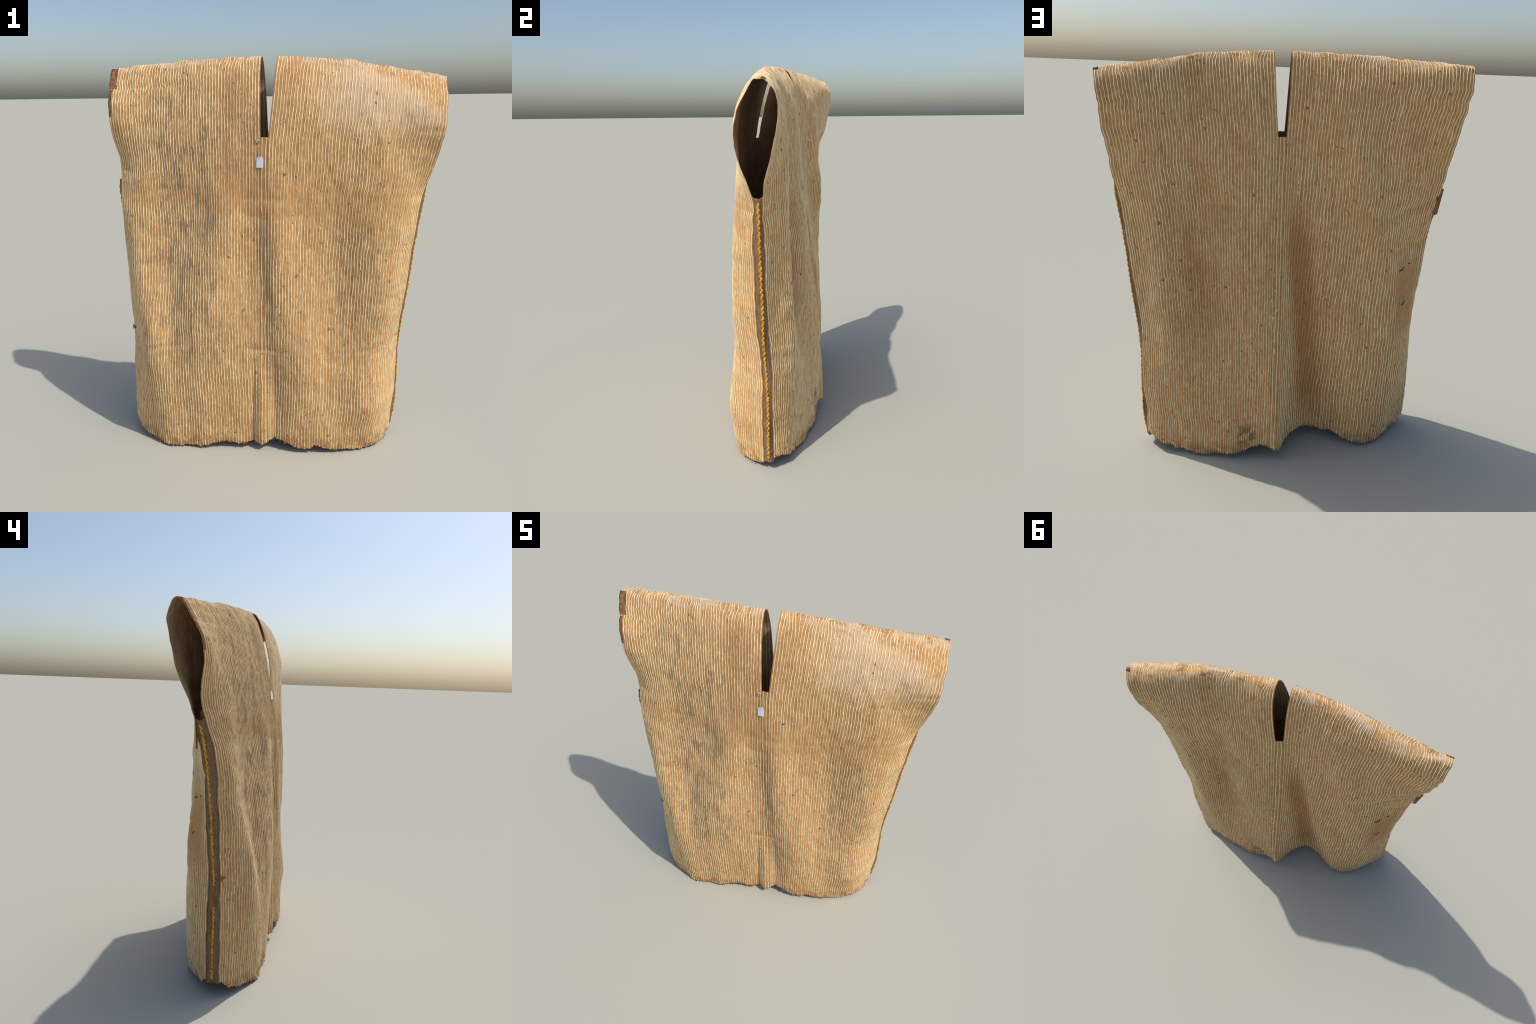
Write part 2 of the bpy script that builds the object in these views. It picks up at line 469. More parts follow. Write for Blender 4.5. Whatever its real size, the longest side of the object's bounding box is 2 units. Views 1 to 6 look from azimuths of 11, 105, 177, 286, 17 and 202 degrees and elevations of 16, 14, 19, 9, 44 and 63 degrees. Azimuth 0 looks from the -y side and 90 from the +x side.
        # redder, rubbed strips beside the neck slit
        rub = self.mul(front, self.box('Z', 1.30, 1.42, 1.90, 1.97), self.box('X', -0.26, -0.17, -0.04, 0.30), self.step(self.noise(4.0, 3.0, 0.6, (3, 1, 0.5), (2, 7, 3)), 0.30, 0.58))
        colour = self.mix(self.mul(rub, 0.38 * strength), colour, (0.37, 0.165, 0.062))
        # sun glare on the right shoulder, painted in by lightening the cloth colour
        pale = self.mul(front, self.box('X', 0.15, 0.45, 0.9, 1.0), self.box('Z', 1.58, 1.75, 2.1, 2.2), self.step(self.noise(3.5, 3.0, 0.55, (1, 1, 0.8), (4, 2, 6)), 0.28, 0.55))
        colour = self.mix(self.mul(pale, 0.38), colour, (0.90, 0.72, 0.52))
        # small dark and orange specks everywhere
        speck = self.step(self.noise(48.0, 3.0, 0.6, (1.2, 1, 0.7), (6, 6, 6)), 0.64, 0.74)
        colour = self.mix(self.mul(speck, self.step(self.noise(5.0, 2.0, shift=(3, 1, 7)), 0.45, 0.6), 0.6 * strength), colour, (0.20, 0.095, 0.04))
        orange = self.step(self.noise(16.0, 4.0, 0.65, shift=(9, 2, 4)), 0.62, 0.74)
        colour = self.mix(self.mul(orange, 0.55 * strength), colour, (0.40, 0.19, 0.07))
        # reddish streak in the fold of the back
        red_x = self.math('ADD', self.axis('X'), self.math('MULTIPLY', self.axis('Z'), -0.10))
        red = self.mul(self.step(red_x, -0.31, -0.22), self.step(red_x, -0.13, -0.19), self.box('Z', 0.05, 0.3, 1.1, 1.45), back)
        colour = self.mix(self.mul(red, 0.7 * strength), colour, (0.36, 0.155, 0.052))
        tan = self.mul(self.box('X', 0.12, 0.3, 0.42, 0.58), self.box('Z', 0.5, 0.8, 1.15, 1.4), back, self.step(self.noise(4.0, 3.0, 0.6, (1.5, 1, 0.6), (8, 1, 2)), 0.35, 0.6))
        colour = self.mix(self.mul(tan, 0.35 * strength), colour, (0.36, 0.17, 0.065))
        # scuffed, bleached and greyed fold along the shoulders
        xx = self.axis('X')
        fold = self.math('SUBTRACT', self.math('SUBTRACT', 2.0, self.math('MULTIPLY', self.math('MAXIMUM', self.math('MULTIPLY', xx, -1.0), 0.0), 0.045)),
                         self.math('MULTIPLY', self.math('MAXIMUM', self.math('SUBTRACT', xx, 0.1), 0.0), 0.15))
        near = self.step(self.math('ADD', self.math('SUBTRACT', self.axis('Z'), fold), self.math('MULTIPLY', self.noise(7.0, 3.0), 0.05)), -0.012, 0.012)
        blot = self.noise(13.0, 4.0, 0.65, (1, 1.6, 1.6), (7, 3, 1))
        colour = self.mix(self.mul(near, self.step(blot, 0.46, 0.60), 0.75), colour, (0.62, 0.47, 0.33))
        colour = self.mix(self.mul(near, self.step(self.noise(15.0, 4.0, 0.65, (1, 1.6, 1.6), (1, 9, 5)), 0.54, 0.66), 0.7), colour, (0.55, 0.33, 0.10))
        colour = self.mix(self.mul(near, self.step(blot, 0.42, 0.34), 0.75), colour, (0.22, 0.15, 0.11))
        # frayed hole in the back near the hem
        hole = self.mul(self.box('X', 0.07, 0.11, 0.16, 0.20), self.box('Z', 0.05, 0.10, 0.17, 0.22), back, self.step(self.noise(30.0, 4.0, 0.6), 0.38, 0.52))
        colour = self.mix(self.mul(hole, 0.8), colour, (0.22, 0.12, 0.06))
        # frayed, rust-coloured hem
        hem = self.mul(self.step(self.axis('Z'), 0.11, 0.03), self.step(self.noise(20.0, 3.0, 0.6, (1, 1, 1), (1, 8, 3)), 0.42, 0.58))
        colour = self.mix(self.mul(hem, 0.75 * strength), colour, (0.34, 0.155, 0.058))
        return colour


def cloth_material():
    m = Nodes('bark_cloth')
    g = m.noise(30.0, 4.0, 0.6, (4.0, 4.0, 0.5))
    col = m.mix(m.step(g, 0.3, 0.7), (0.45, 0.235, 0.089), (0.635, 0.365, 0.145))
    broad = m.step(m.noise(3.0, 3.0, 0.55, (1.2, 1, 0.8), (4, 4, 1)), 0.35, 0.65)
    col = m.mix(m.math('MULTIPLY', broad, 0.35), col, (0.50, 0.29, 0.125))
    streak = m.step(m.noise(11.0, 3.0, 0.6, (2.2, 1, 0.12), (5, 5, 0)), 0.35, 0.68)
    col = m.mix(m.mul(streak, 0.40), col, (0.39, 0.175, 0.065))
    grain = m.noise(220.0, 3.0, 0.6, (1, 1, 0.35))
    col = m.mix(m.mul(m.step(grain, 0.45, 0.75), 0.35), col, (0.22, 0.10, 0.045))
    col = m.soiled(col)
    return m.finish(col, 0.88, grain, 0.002)


def rib_material(name, light, dark, fade):
    m = Nodes(name)
    g = m.noise(60.0, 3.0, 0.6, (1, 1, 0.35))
    col = m.mix(m.step(g, 0.35, 0.7), light, dark)
    # where the pile is worn flat the ribs sink into the ground colour
    slope = m.math('ADD', m.axis('Z'), m.math('MULTIPLY', m.axis('X'), 0.10))
    ragged = m.math('ADD', slope, m.mul(m.noise(6.0, 4.0, 0.7, (1, 1, 0.15), (0.3, 0, 0)), 0.30))
    band = m.mul(m.is_front(), m.step(ragged, 1.40, 1.425), m.step(m.axis('Z'), 1.52, 1.30))
    grey_side = m.mul(m.is_back_low(), m.box('X', -0.74, -0.70, -0.62, -0.57), m.box('Z', 0.55, 0.75, 0.95, 1.12))
    patch = m.step(m.noise(5.0, 4.0, 0.6, (1.5, 1, 0.7), (2, 5, 8)), 0.50, 0.70)
    worn = m.math('MAXIMUM', m.math('MAXIMUM', m.mul(band, 0.55), m.mul(grey_side, 0.8)), m.mul(patch, fade))
    col = m.mix(worn, col, (0.57, 0.32, 0.13))
    fleck = m.step(m.noise(90.0, 2.0, 0.6, (1, 1, 0.6), (2, 2, 2)), 0.60, 0.72)
    col = m.mix(m.mul(fleck, 0.35), col, (0.45, 0.23, 0.10))
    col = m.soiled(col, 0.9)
    return m.finish(col, 0.8, g, 0.002)


def lining_material():
    m = Nodes('cloth_inside')
    w = m.node('ShaderNodeTexWave', bands_direction='X')
    w.inputs['Scale'].default_value = 19.0
    w.inputs['Distortion'].default_value = 1.6
    w.inputs['Detail'].default_value = 2.0
    w.inputs['Detail Scale'].default_value = 1.0
    m.link(m.coord, w.inputs['Vector'])
    col = m.mix(m.step(w.outputs['Fac'], 0.45, 0.8), (0.46, 0.27, 0.14), (0.66, 0.49, 0.30))
    g = m.noise(12.0, 4.0, 0.6)
    col = m.mix(m.mul(m.step(g, 0.4, 0.7), 0.4), col, (0.26, 0.14, 0.07))
    return m.finish(col, 0.9, m.noise(120.0), 0.002)


def tape_material():
    m = Nodes('seam_tape')
    g = m.noise(40.0, 4.0, 0.65, (1, 1, 0.4))
    col = m.mix(m.step(g, 0.35, 0.65), (0.19, 0.08, 0.034), (0.30, 0.145, 0.062))
    col = m.mix(m.mul(m.step(m.noise(14.0, 3.0, shift=(3, 3, 3)), 0.5, 0.65), 0.5), col, (0.24, 0.18, 0.13))
    return m.finish(col, 0.9, g, 0.004)


def felt_material():
    m = Nodes('grey_felt')
    g = m.noise(150.0, 4.0, 0.7)
    col = m.mix(m.step(g, 0.3, 0.7), (0.14, 0.085, 0.052), (0.29, 0.19, 0.12))
    return m.finish(col, 0.95, g, 0.004)


def gold_material():
    m = Nodes('gold_thread')
    g = m.noise(70.0, 3.0)
    col = m.mix(m.step(g, 0.35, 0.65), (0.76, 0.47, 0.03), (0.58, 0.27, 0.018))
    return m.finish(col, 0.6, m.noise(400.0), 0.001, 0.4)


def plain_material(name, colour, rough=0.8, other=None, scale=60.0):
    m = Nodes(name)
    g = m.noise(scale, 3.0)
    col = m.mix(m.step(g, 0.35, 0.65), colour, other or colour)
    return m.finish(col, rough, g, 0.001)


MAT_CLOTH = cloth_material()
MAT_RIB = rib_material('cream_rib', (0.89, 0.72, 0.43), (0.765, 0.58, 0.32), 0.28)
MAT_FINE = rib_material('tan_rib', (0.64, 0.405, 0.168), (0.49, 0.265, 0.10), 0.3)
MAT_INSIDE = lining_material()
MAT_TAPE = tape_material()
MAT_FELT = felt_material()
MAT_GOLD = gold_material()
MAT_TAG = plain_material('white_card', (0.78, 0.78, 0.80), 0.6, (0.70, 0.70, 0.74), 30)
MAT_HOLE = plain_material('dark_hole', (0.05, 0.035, 0.025))
MAT_DARN = plain_material('darning_thread', (0.62, 0.46, 0.23), 0.85, (0.48, 0.32, 0.14), 90)
MAT_HEM = plain_material('brown_binding', (0.34, 0.17, 0.085), 0.85, (0.17, 0.08, 0.04), 55)
MAT_PILL = plain_material('felted_pill', (0.50, 0.25, 0.10), 0.9, (0.30, 0.15, 0.065), 70)
MAT_INK = plain_material('ink', (0.06, 0.065, 0.07))

# --------------------------------------------------------------------------
# Panels
# --------------------------------------------------------------------------
tunic = bpy.data.objects.new('bark_cloth_tunic', None)
tunic['label'] = 'folded ribbed tan bark-cloth tunic with slit neck and side seams'
tunic['category'] = 'tunic'
bpy.context.scene.collection.objects.link(tunic)

PER_RIB = 2
n_half = RIBS_PER_HALF * PER_RIB
p_cols = np.linspace(0, 1, n_half + 1)
left_v = smoothed_across_rows(v_at(p_cols[None, ::-1], -1))
right_v = smoothed_across_rows(v_at(p_cols[None], 1))
mid_n = 4
_f = np.linspace(0, 1, mid_n + 1)[None, 1:-1]
mid_v = V_SLIT_L[:, None] * (1 - _f) + V_SLIT_R[:, None] * _f
grid_v = np.concatenate([left_v, mid_v, right_v], axis=1)
GRID = cloth(grid_v)
NORM = grid_normals(GRID)
NC = GRID.shape[1]
keep_all = np.ones((NR - 1, NC - 1), bool)
mid_rows = S_ROWS[:-1] * S_ROWS[1:]
open_rows = (np.maximum(abs(S_ROWS[:-1]), abs(S_ROWS[1:])) <= np.sqrt(SLIT_DROP) + 1e-6)
keep_all[np.ix_(open_rows, np.arange(n_half, n_half + mid_n))] = False

F = slice(0, ROWS + 1)
B = slice(ROWS, NR)
front = shell_panel('front_panel', GRID[F], NORM[F], keep_all[:ROWS], ROWS, MAT_CLOTH, MAT_INSIDE)
back = shell_panel('back_panel', GRID[B], NORM[B], keep_all[ROWS:], 0, MAT_CLOTH, MAT_INSIDE)
front.parent = tunic
back.parent = tunic


# --------------------------------------------------------------------------
# Ribs: raised cream cords running from hem to hem over the fold, with a finer
# tan cord between each two
# --------------------------------------------------------------------------
def build_ribs(offset, half_width, height, profile, seed):
    """Return per-rib point strips [row, rib, across, 3] and mask of rows where each rib exists."""
    t = np.arange(NR)[:, None] / NR * 4.1
    ks, vs = [], []
    for half, src in ((-1, left_v[:, ::-1]), (1, right_v)):
        p = (np.arange(RIBS_PER_HALF) + offset) / RIBS_PER_HALF
        p = p[p < 1 - 0.3 / RIBS_PER_HALF]
        ks.append((half, p))
    cols = []
    exists = []
    prof = np.asarray(profile)
    for half, p in ks:
        src = left_v[:, ::-1] if half < 0 else right_v
        spacing = 1.0 / RIBS_PER_HALF
        lane = (np.arange(len(p)) * half + 60 * half)[None, :]
        sway = 0.18 * fractal(lane * 0.09, t * 3.5, 2, seed) + 0.10 * fractal(lane * 0.8, t * 14.0, 2, seed + 3) + 0.07 * noise2(lane * 2.3, t * 62.0, seed + 4)
        smear = np.exp(-(S_ROWS / 0.15) ** 2)[:, None] * 1.2 * fractal(lane * 0.25, t * 14.0, 2, seed + 5)
        edge_keep = np.clip(np.minimum(p / spacing, (1 - p) / spacing) / 2.5, 0, 1)[None, :]
        centre = p[None, :] + spacing * (sway + smear) * edge_keep
        width = half_width * spacing * (1 + 0.34 * noise2(lane * 3.7, t * 75.0, seed + 7) + 0.22 * noise2(lane * 1.3, t * 12.0, seed + 9))
        q = centre[:, :, None] + width[:, :, None] * prof[None, None, :, 0]
        q = np.clip(q, 0.0015, 0.9985)
        shape = q.shape
        v = np.empty(shape)
        for r in range(NR):
            v[r] = np.interp(q[r], p_cols, src[r])
        cols.append((v, np.ones((NR, len(p)), bool), lane, t))
    # ribs of the bridge below the slit
    f = np.array([0.0 + offset / 2, 0.5 + offset / 2])
    w = np.full((NR, 2), half_width * 0.5) * (1 + 0.25 * noise2(np.array([[300, 303]]), t * 60.0, seed + 8))
    q = f[None, :, None] + 0.10 * noise2(np.array([[300, 303]]) * 0.3, t * 9.0, seed + 2)[:, :, None] + w[:, :, None] * prof[None, None, :, 0]
    q = np.clip(q, 0.01, 0.99)
    v = V_SLIT_L[:, None, None] * (1 - q) + V_SLIT_R[:, None, None] * q
    ok = np.repeat((abs(S_ROWS) >= np.sqrt(SLIT_DROP) - 1e-6)[:, None], 2, 1)
    cols.append((v, ok, np.array([[300, 303]]), t))
    out = []
    for v, ok, lane, t in cols:
        R, K, A = v.shape
        P = cloth(v.reshape(R, K * A)).reshape(R, K, A, 3)
        # outward normals from the panel grid (nearest column by station)
        N = np.empty_like(P)
        for r in range(R):
            i = np.clip(np.searchsorted(grid_v[r], v[r].ravel()), 0, NC - 1)
            N[r] = NORM[r, i].reshape(K, A, 3)
        h = height * (1 + 0.35 * noise2(lane * 5.1, t * 45.0, seed + 12))[:, :, None] * prof[None, None, :, 1]
        h = h - 0.0007 * (prof[:, 1] == 0)[None, None, :]
        out.append((P + N * h[..., None], ok))
    return out


def rib_object(name, strips, rows, mat):
    verts, quads, base = [], [], 0
    for P, ok in strips:
        Q = P[rows]
        o = ok[rows]
        R, K, A = Q.shape[:3]
        idx = np.arange(R * K * A).reshape(R, K, A) + base
        kk = (o[:-1] & o[1:])
        a = idx[:-1, :, :-1][kk]
        b = idx[:-1, :, 1:][kk]
        c = idx[1:, :, 1:][kk]
        d = idx[1:, :, :-1][kk]
        quads.append(np.stack([a.ravel(), b.ravel(), c.ravel(), d.ravel()], 1))
        verts.append(Q.reshape(-1, 3))
        base += R * K * A
    V, Qd = np.concatenate(verts), np.concatenate(quads)
    used = np.zeros(len(V), bool)
    used[Qd.ravel()] = True
    Qd = (np.cumsum(used) - 1)[Qd]
    ob = make_mesh(name, V[used], Qd, [mat])
    ob['kind'] = 'stuff'
    return ob


PROFILE_ROUND = [(-1.0, 0.0), (-0.55, 0.85), (0.0, 1.0), (0.55, 0.85), (1.0, 0.0)]
PROFILE_FINE = [(-1.0, 0.0), (0.0, 1.0), (1.0, 0.0)]
for nm, off, hw, hh, prof, mat, sd in (('cream_rib', 0.5, 0.182, 0.0020, PROFILE_ROUND, MAT_RIB, 51),
                                       ('tan_rib', 0.0, 0.13, 0.0012, PROFILE_FINE, MAT_FINE, 51)):
    strips = build_ribs(off, hw, hh, prof, sd)
    for panel, rows in ((front, F), (back, B)):
        ob = rib_object(nm, strips, rows, mat)
        ob.parent = panel


# --------------------------------------------------------------------------
# Side seams: a brown tape closing the gap between the panels, felt margins and
# gold stitches
# --------------------------------------------------------------------------
def tube(name, pts, radius, mat, sides=6):
    pts = np.asarray(pts, float)
    tan = np.gradient(pts, axis=0)
    tan /= np.linalg.norm(tan, axis=1, keepdims=True) + 1e-12
    up = np.array([0.31, 0.17, 0.93])
    s1 = np.cross(tan, up)
    s1 /= np.linalg.norm(s1, axis=1, keepdims=True) + 1e-12
    s2 = np.cross(tan, s1)
    a = np.arange(sides) * 2 * np.pi / sides
    rad = np.broadcast_to(radius, (len(pts),))[:, None, None]
    ring = pts[:, None] + rad * (np.cos(a)[None, :, None] * s1[:, None] + np.sin(a)[None, :, None] * s2[:, None])
    idx = np.arange(len(pts) * sides).reshape(len(pts), sides)
    nx = np.roll(idx, -1, axis=1)
    q = np.stack([idx[:-1].ravel(), nx[:-1].ravel(), nx[1:].ravel(), idx[1:].ravel()], 1)
    return make_mesh(name, ring.reshape(-1, 3), q, [mat])


def panel_edge(col, rows):
    P = GRID[rows, col]
    o = np.argsort(P[:, 2])
    return P[o], NORM[rows, col][o]


def side_seam(col, line, out_sign, seed):
    pf, nf = panel_edge(col, F)
    pb, nb = panel_edge(col, B)
    line = np.array(line)
    z = np.linspace(0.072 if out_sign < 0 else 0.05, SEAM_TOP, 230)

    def at(P, z):
        return np.stack([np.interp(z, P[:, 2], P[:, 0]), np.interp(z, P[:, 2], P[:, 1]), z], 1)
    ef, eb = at(pf, z), at(pb, z)
    mid = np.stack([np.interp(z, line[:, 0], line[:, 1]), np.interp(z, line[:, 0], line[:, 2]), z], 1)
    mid[:, 0] = smooth_rows(mid[:, 0], 6)
    mid[:, 1] = smooth_rows(mid[:, 1], 6)
    mid[:, 0] += out_sign * 0.002 * fractal(z * 14, 0.5, 3, seed)
    # the tape lies in a shallow trough, deeper on the left side below the armhole
    mid[:, 0] -= out_sign * (0.013 if out_sign < 0 else 0.003) * np.clip((1.25 - z) / 0.3, 0, 1)
    stations = [(-1.15, None), (-1.0, None), (-0.55, None), (-0.3, None), (0.0, None), (0.3, None), (0.55, None), (1.0, None), (1.15, None)]
    cols = []
    for t, _ in stations:
        if t < 0:
            e = ef
        else:
            e = eb
        a = min(abs(t), 1.0)
        p = mid * (1 - a) + e * a
        # soft rounding outward, tucked under the panel edges
        p[:, 0] += out_sign * (0.004 * (1 - a ** 2) - 0.004 * a ** 6)
        if abs(t) > 1:
            p[:, 0] -= out_sign * 0.014
            p[:, 1] += np.sign(t) * 0.0005
        p[:, 0] += out_sign * 0.0012 * fractal(z * 60, t * 5 + 3, 2, seed + 2)
        # the tape's top sags between the panels, its foot is ragged
        p[:, 2] -= 0.014 * (1 - a ** 2) * np.clip((z - SEAM_TOP + 0.08) / 0.08, 0, 1) + 0.004 * noise2(t * 6.0, 0.3, seed)
        cols.append(p)
    P = np.stack(cols, 1)
    R, C = P.shape[:2]
    inner = P.copy()
    inner[:, :, 0] -= out_sign * 0.004
    idx = np.arange(R * C).reshape(R, C)
    a, b, c, d = idx[:-1, :-1].ravel(), idx[:-1, 1:].ravel(), idx[1:, 1:].ravel(), idx[1:, :-1].ravel()
    q = np.stack([a, b, c, d], 1)
    if out_sign < 0:
        q = q[:, ::-1]
    q2 = q[:, ::-1] + R * C
    rims = []
    for row in (0, R - 1):
        i = idx[row]
        rims.append(np.stack([i[:-1], i[1:], i[1:] + R * C, i[:-1] + R * C], 1))
    across = np.tile(np.arange(C - 1), R - 1)
    centre = np.isin(across, [2, 3, 4, 5])
    mats = np.concatenate([np.where(centre, 0, 1), np.zeros(len(q2)), np.zeros(2 * (C - 1))])
    ob = make_mesh('side_seam', np.concatenate([P.reshape(-1, 3), inner.reshape(-1, 3)]), np.concatenate([q, q2] + rims), [MAT_TAPE, MAT_FELT], None, mats)
    ob.parent = tunic
    # stitching: two zigzag strands crossing each other
    zz = np.linspace(z[0] + 0.02, SEAM_TOP - 0.035, 1500)
    base = np.stack([np.interp(zz, z, mid[:, 0]), np.interp(zz, z, mid[:, 1]), zz], 1)
    base[:, 0] += out_sign * 0.0028
    gap = (out_sign < 0) & (zz > 0.475) & (zz < 0.585)      # stitches lost on the left side
    base[gap, 0] -= out_sign * 0.012
    for k in (0, 1):
        ph = zz / 0.0135 * np.pi + k * np.pi / 2 + 0.8 * fractal(zz * 25, k, 2, seed + 6)
        tri = 2 / np.pi * np.arcsin(np.sin(ph))
        amp = 0.0046 * (1 + 0.35 * noise2(zz * 22, k * 3.0, seed + 8))
        pts = base.copy()
        pts[:, 1] += amp * tri
        pts[:, 0] += out_sign * 0.0012 * np.cos(ph)
        st = tube('gold_stitching', pts, 0.0034 * (1 + 0.4 * noise2(zz * 60, k, seed + 9)), MAT_GOLD, 5)
        st.parent = ob
    return ob


seam_left = side_seam(0, SEAM_LEFT, -1.0, 71)
seam_right = side_seam(NC - 1, SEAM_RIGHT, 1.0, 81)


# --------------------------------------------------------------------------
# Tag, darning at the foot of the slit, brown sleeve binding
# --------------------------------------------------------------------------
def front_point(x, z):
    """Point and outward normal of the front panel near (x, z)."""
    P = GRID[F].reshape(-1, 3)
    i = int(np.argmin((P[:, 0] - x) ** 2 + (P[:, 2] - z) ** 2))
    return P[i], NORM[F].reshape(-1, 3)[i]


def card(name, outline, thick, origin, normal, mat):
    """Flat piece with thickness; outline in (right, up) metres."""
    n = Vector(normal).normalized()
    up = (Vector((0, 0, 1)) - n * n.z).normalized()
    right = up.cross(n).normalized()
    o = Vector(origin)
    ring = [o + right * a + up * b for a, b in outline]
    m = len(ring)
    me = bpy.data.meshes.new(name)
    verts = [p + n * thick for p in ring] + ring
    faces = [list(range(m)), list(range(2 * m - 1, m - 1, -1))]
    faces += [[i, i + m, (i + 1) % m + m, (i + 1) % m] for i in range(m)]
    me.from_pydata([tuple(v) for v in verts], [], faces)
    me.materials.append(mat)
    me.update()
    ob = bpy.data.objects.new(name, me)
    bpy.context.scene.collection.objects.link(ob)
    return ob


def disc(r, n=14, cx=0.0, cy=0.0):
    return [(cx + r * np.cos(2 * np.pi * i / n), cy + r * np.sin(2 * np.pi * i / n)) for i in range(n)]


pt, nn = front_point(-0.017, 1.520)
tag = card('tag', [(-0.0165, -0.026), (0.0165, -0.026), (0.0165, 0.015), (0.0075, 0.026), (-0.0065, 0.026), (-0.0165, 0.017)],
           0.0016, Vector(pt) + Vector(nn) * 0.004, nn, MAT_TAG)
tag.parent = tunic
hole = card('tag_hole', disc(0.0022, 12, 0.0, 0.021), 0.0004, Vector(pt) + Vector(nn) * 0.0056, nn, MAT_HOLE)
hole.parent = tag
string = tube('tag_string', [Vector(pt) + Vector(nn) * 0.0066 + Vector((0, 0, 0.021)), Vector(pt) + Vector(nn) * 0.007 + Vector((0.001, 0.002, 0.045)),
                             Vector(pt) + Vector(nn) * 0.004 + Vector((0.002, 0.006, 0.075))], 0.0007, MAT_DARN, 5)
string.parent = tag


def lump(name, x0, x1, z, radius, mat, seed, n=24):
    xs = np.linspace(x0, x1, n)
    pts = []
    for x in xs:
        p, q = front_point(x, z)
        pts.append((x, p[1] + q[1] * 0.002, z + 0.0015 * noise2(x * 200, 0, seed)))
    rad = radius * np.sqrt(np.clip(1 - (2 * (xs - x0) / (x1 - x0) - 1) ** 2, 0.02, 1)) * (1 + 0.25 * noise2(xs * 250, 1, seed))
    return tube(name, pts, rad, mat, 8)


darn = bpy.data.objects.new('darned_patch', None)
darn.parent = tunic
bpy.context.scene.collection.objects.link(darn)
for i in range(4):
    th = lump('darning_thread', -0.052 + 0.004 * i, -0.021 - 0.002 * (i % 2), 1.610 + 0.0035 * i, 0.0034, MAT_DARN, 90 + i)
    th.parent = darn
for x in (-0.043, -0.029):
    p, q = front_point(x, 1.615)
    h = card('stitch_hole', disc(0.0024), 0.0008, Vector(p) + Vector(q) * 0.0062, q, MAT_HOLE)
    h.parent = darn


def edge_binding(name, cols, rows, lift, mat):
    """A strip of binding lying on the cloth along part of an edge."""
    P = GRID[rows][:, cols] + NORM[rows][:, cols] * lift
    R, C = P.shape[:2]
    idx = np.arange(R * C).reshape(R, C)
    q = np.stack([idx[:-1, :-1].ravel(), idx[:-1, 1:].ravel(), idx[1:, 1:].ravel(), idx[1:, :-1].ravel()], 1)
    low = (GRID[rows][:, cols] - NORM[rows][:, cols] * 0.001).reshape(-1, 3)
    rim = []
    for line in (idx[0], idx[-1], idx[:, 0], idx[:, -1]):
        rim.append(np.stack([line[:-1], line[1:], line[1:] + R * C, line[:-1] + R * C], 1))
    ob = make_mesh(name, np.concatenate([P.reshape(-1, 3), low]), np.concatenate([q] + rim), [mat])
    ob.parent = tunic
    return ob


def rows_between(front_side, d0, d1):
    ok = (DROPS >= d0) & (DROPS <= d1) & (IS_FRONT if front_side else S_ROWS >= 0)
    i = np.where(ok)[0]
    return slice(i[0], i[-1] + 1)


edge_binding('sleeve_binding', slice(0, 6), rows_between(True, 0.004, 0.105), 0.0035, MAT_HEM)
edge_binding('sleeve_binding', slice(0, 3), rows_between(True, 0.108, 0.24), 0.0030, MAT_HEM)
edge_binding('sleeve_binding', slice(NC - 4, NC), rows_between(False, 0.0005, 0.012), 0.0035, MAT_HEM)


# --------------------------------------------------------------------------
# Felted pills and knots of fibre, frayed fibres at the hem, ink marks, torn flap
# --------------------------------------------------------------------------
def pill_object(name, panel, rows, count, size, mat, seed, low_bias):
    g = np.random.default_rng(seed)
    P, N = GRID[rows], NORM[rows]
    R, C = P.shape[:2]
    depth = g.random(count) ** low_bias                       # 0 at the hem
    r = (depth * (R - 12)).astype(int) + 4
    if rows.start != 0:
        r = R - 1 - r
    c = g.integers(4, C - 4, count)
    clear = ~((abs(P[r, c, 0]) < 0.05) & (P[r, c, 2] > 1.6))
    r, c = r[clear], c[clear]
    nu, nv = 7, 5
    th = np.linspace(0, np.pi, nv)[:, None]
    ph = (np.arange(nu) * 2 * np.pi / nu)[None]
    ball = np.stack([np.sin(th) * np.cos(ph), np.sin(th) * np.sin(ph), np.cos(th) * np.ones_like(ph)], -1)
    idx = np.arange(nu * nv).reshape(nv, nu)
    nx = np.roll(idx, -1, axis=1)
    quad = np.stack([idx[:-1].ravel(), nx[:-1].ravel(), nx[1:].ravel(), idx[1:].ravel()], 1)
    verts, quads = [], []
    for k in range(len(r)):
        n = N[r[k], c[k]]
        up = np.array([0, 0, 1.0]) - n * n[2]
        up /= np.linalg.norm(up)
        side = np.cross(up, n)
        s = size * (0.45 + 1.1 * g.random() ** 2)
        wob = 1 + 0.55 * (g.random((nv, nu, 1)) - 0.5)
        b = ball * wob * np.array([s * (0.6 + 0.5 * g.random()), s * (0.8 + 0.9 * g.random()), s * 0.28])
        ang = 0.5 * g.standard_normal()
        e1, e2 = side * np.cos(ang) + up * np.sin(ang), up * np.cos(ang) - side * np.sin(ang)
        verts.append((P[r[k], c[k]] + n * 0.001 + b[..., :1] * e1 + b[..., 1:2] * e2 + b[..., 2:] * n).reshape(-1, 3))
        quads.append(quad + k * nu * nv)
    ob = make_mesh(name, np.concatenate(verts), np.concatenate(quads), [mat])
    ob['kind'] = 'stuff'
    ob.parent = panel
    return ob


pill_object('felted_pill', front, F, 300, 0.0045, MAT_PILL, 101, 1.3)
pill_object('felted_pill', back, B, 340, 0.0045, MAT_PILL, 102, 1.3)
pill_object('pale_knot', front, F, 60, 0.0050, MAT_DARN, 103, 1.2)
pill_object('pale_knot', back, B, 70, 0.0050, MAT_DARN, 104, 1.2)


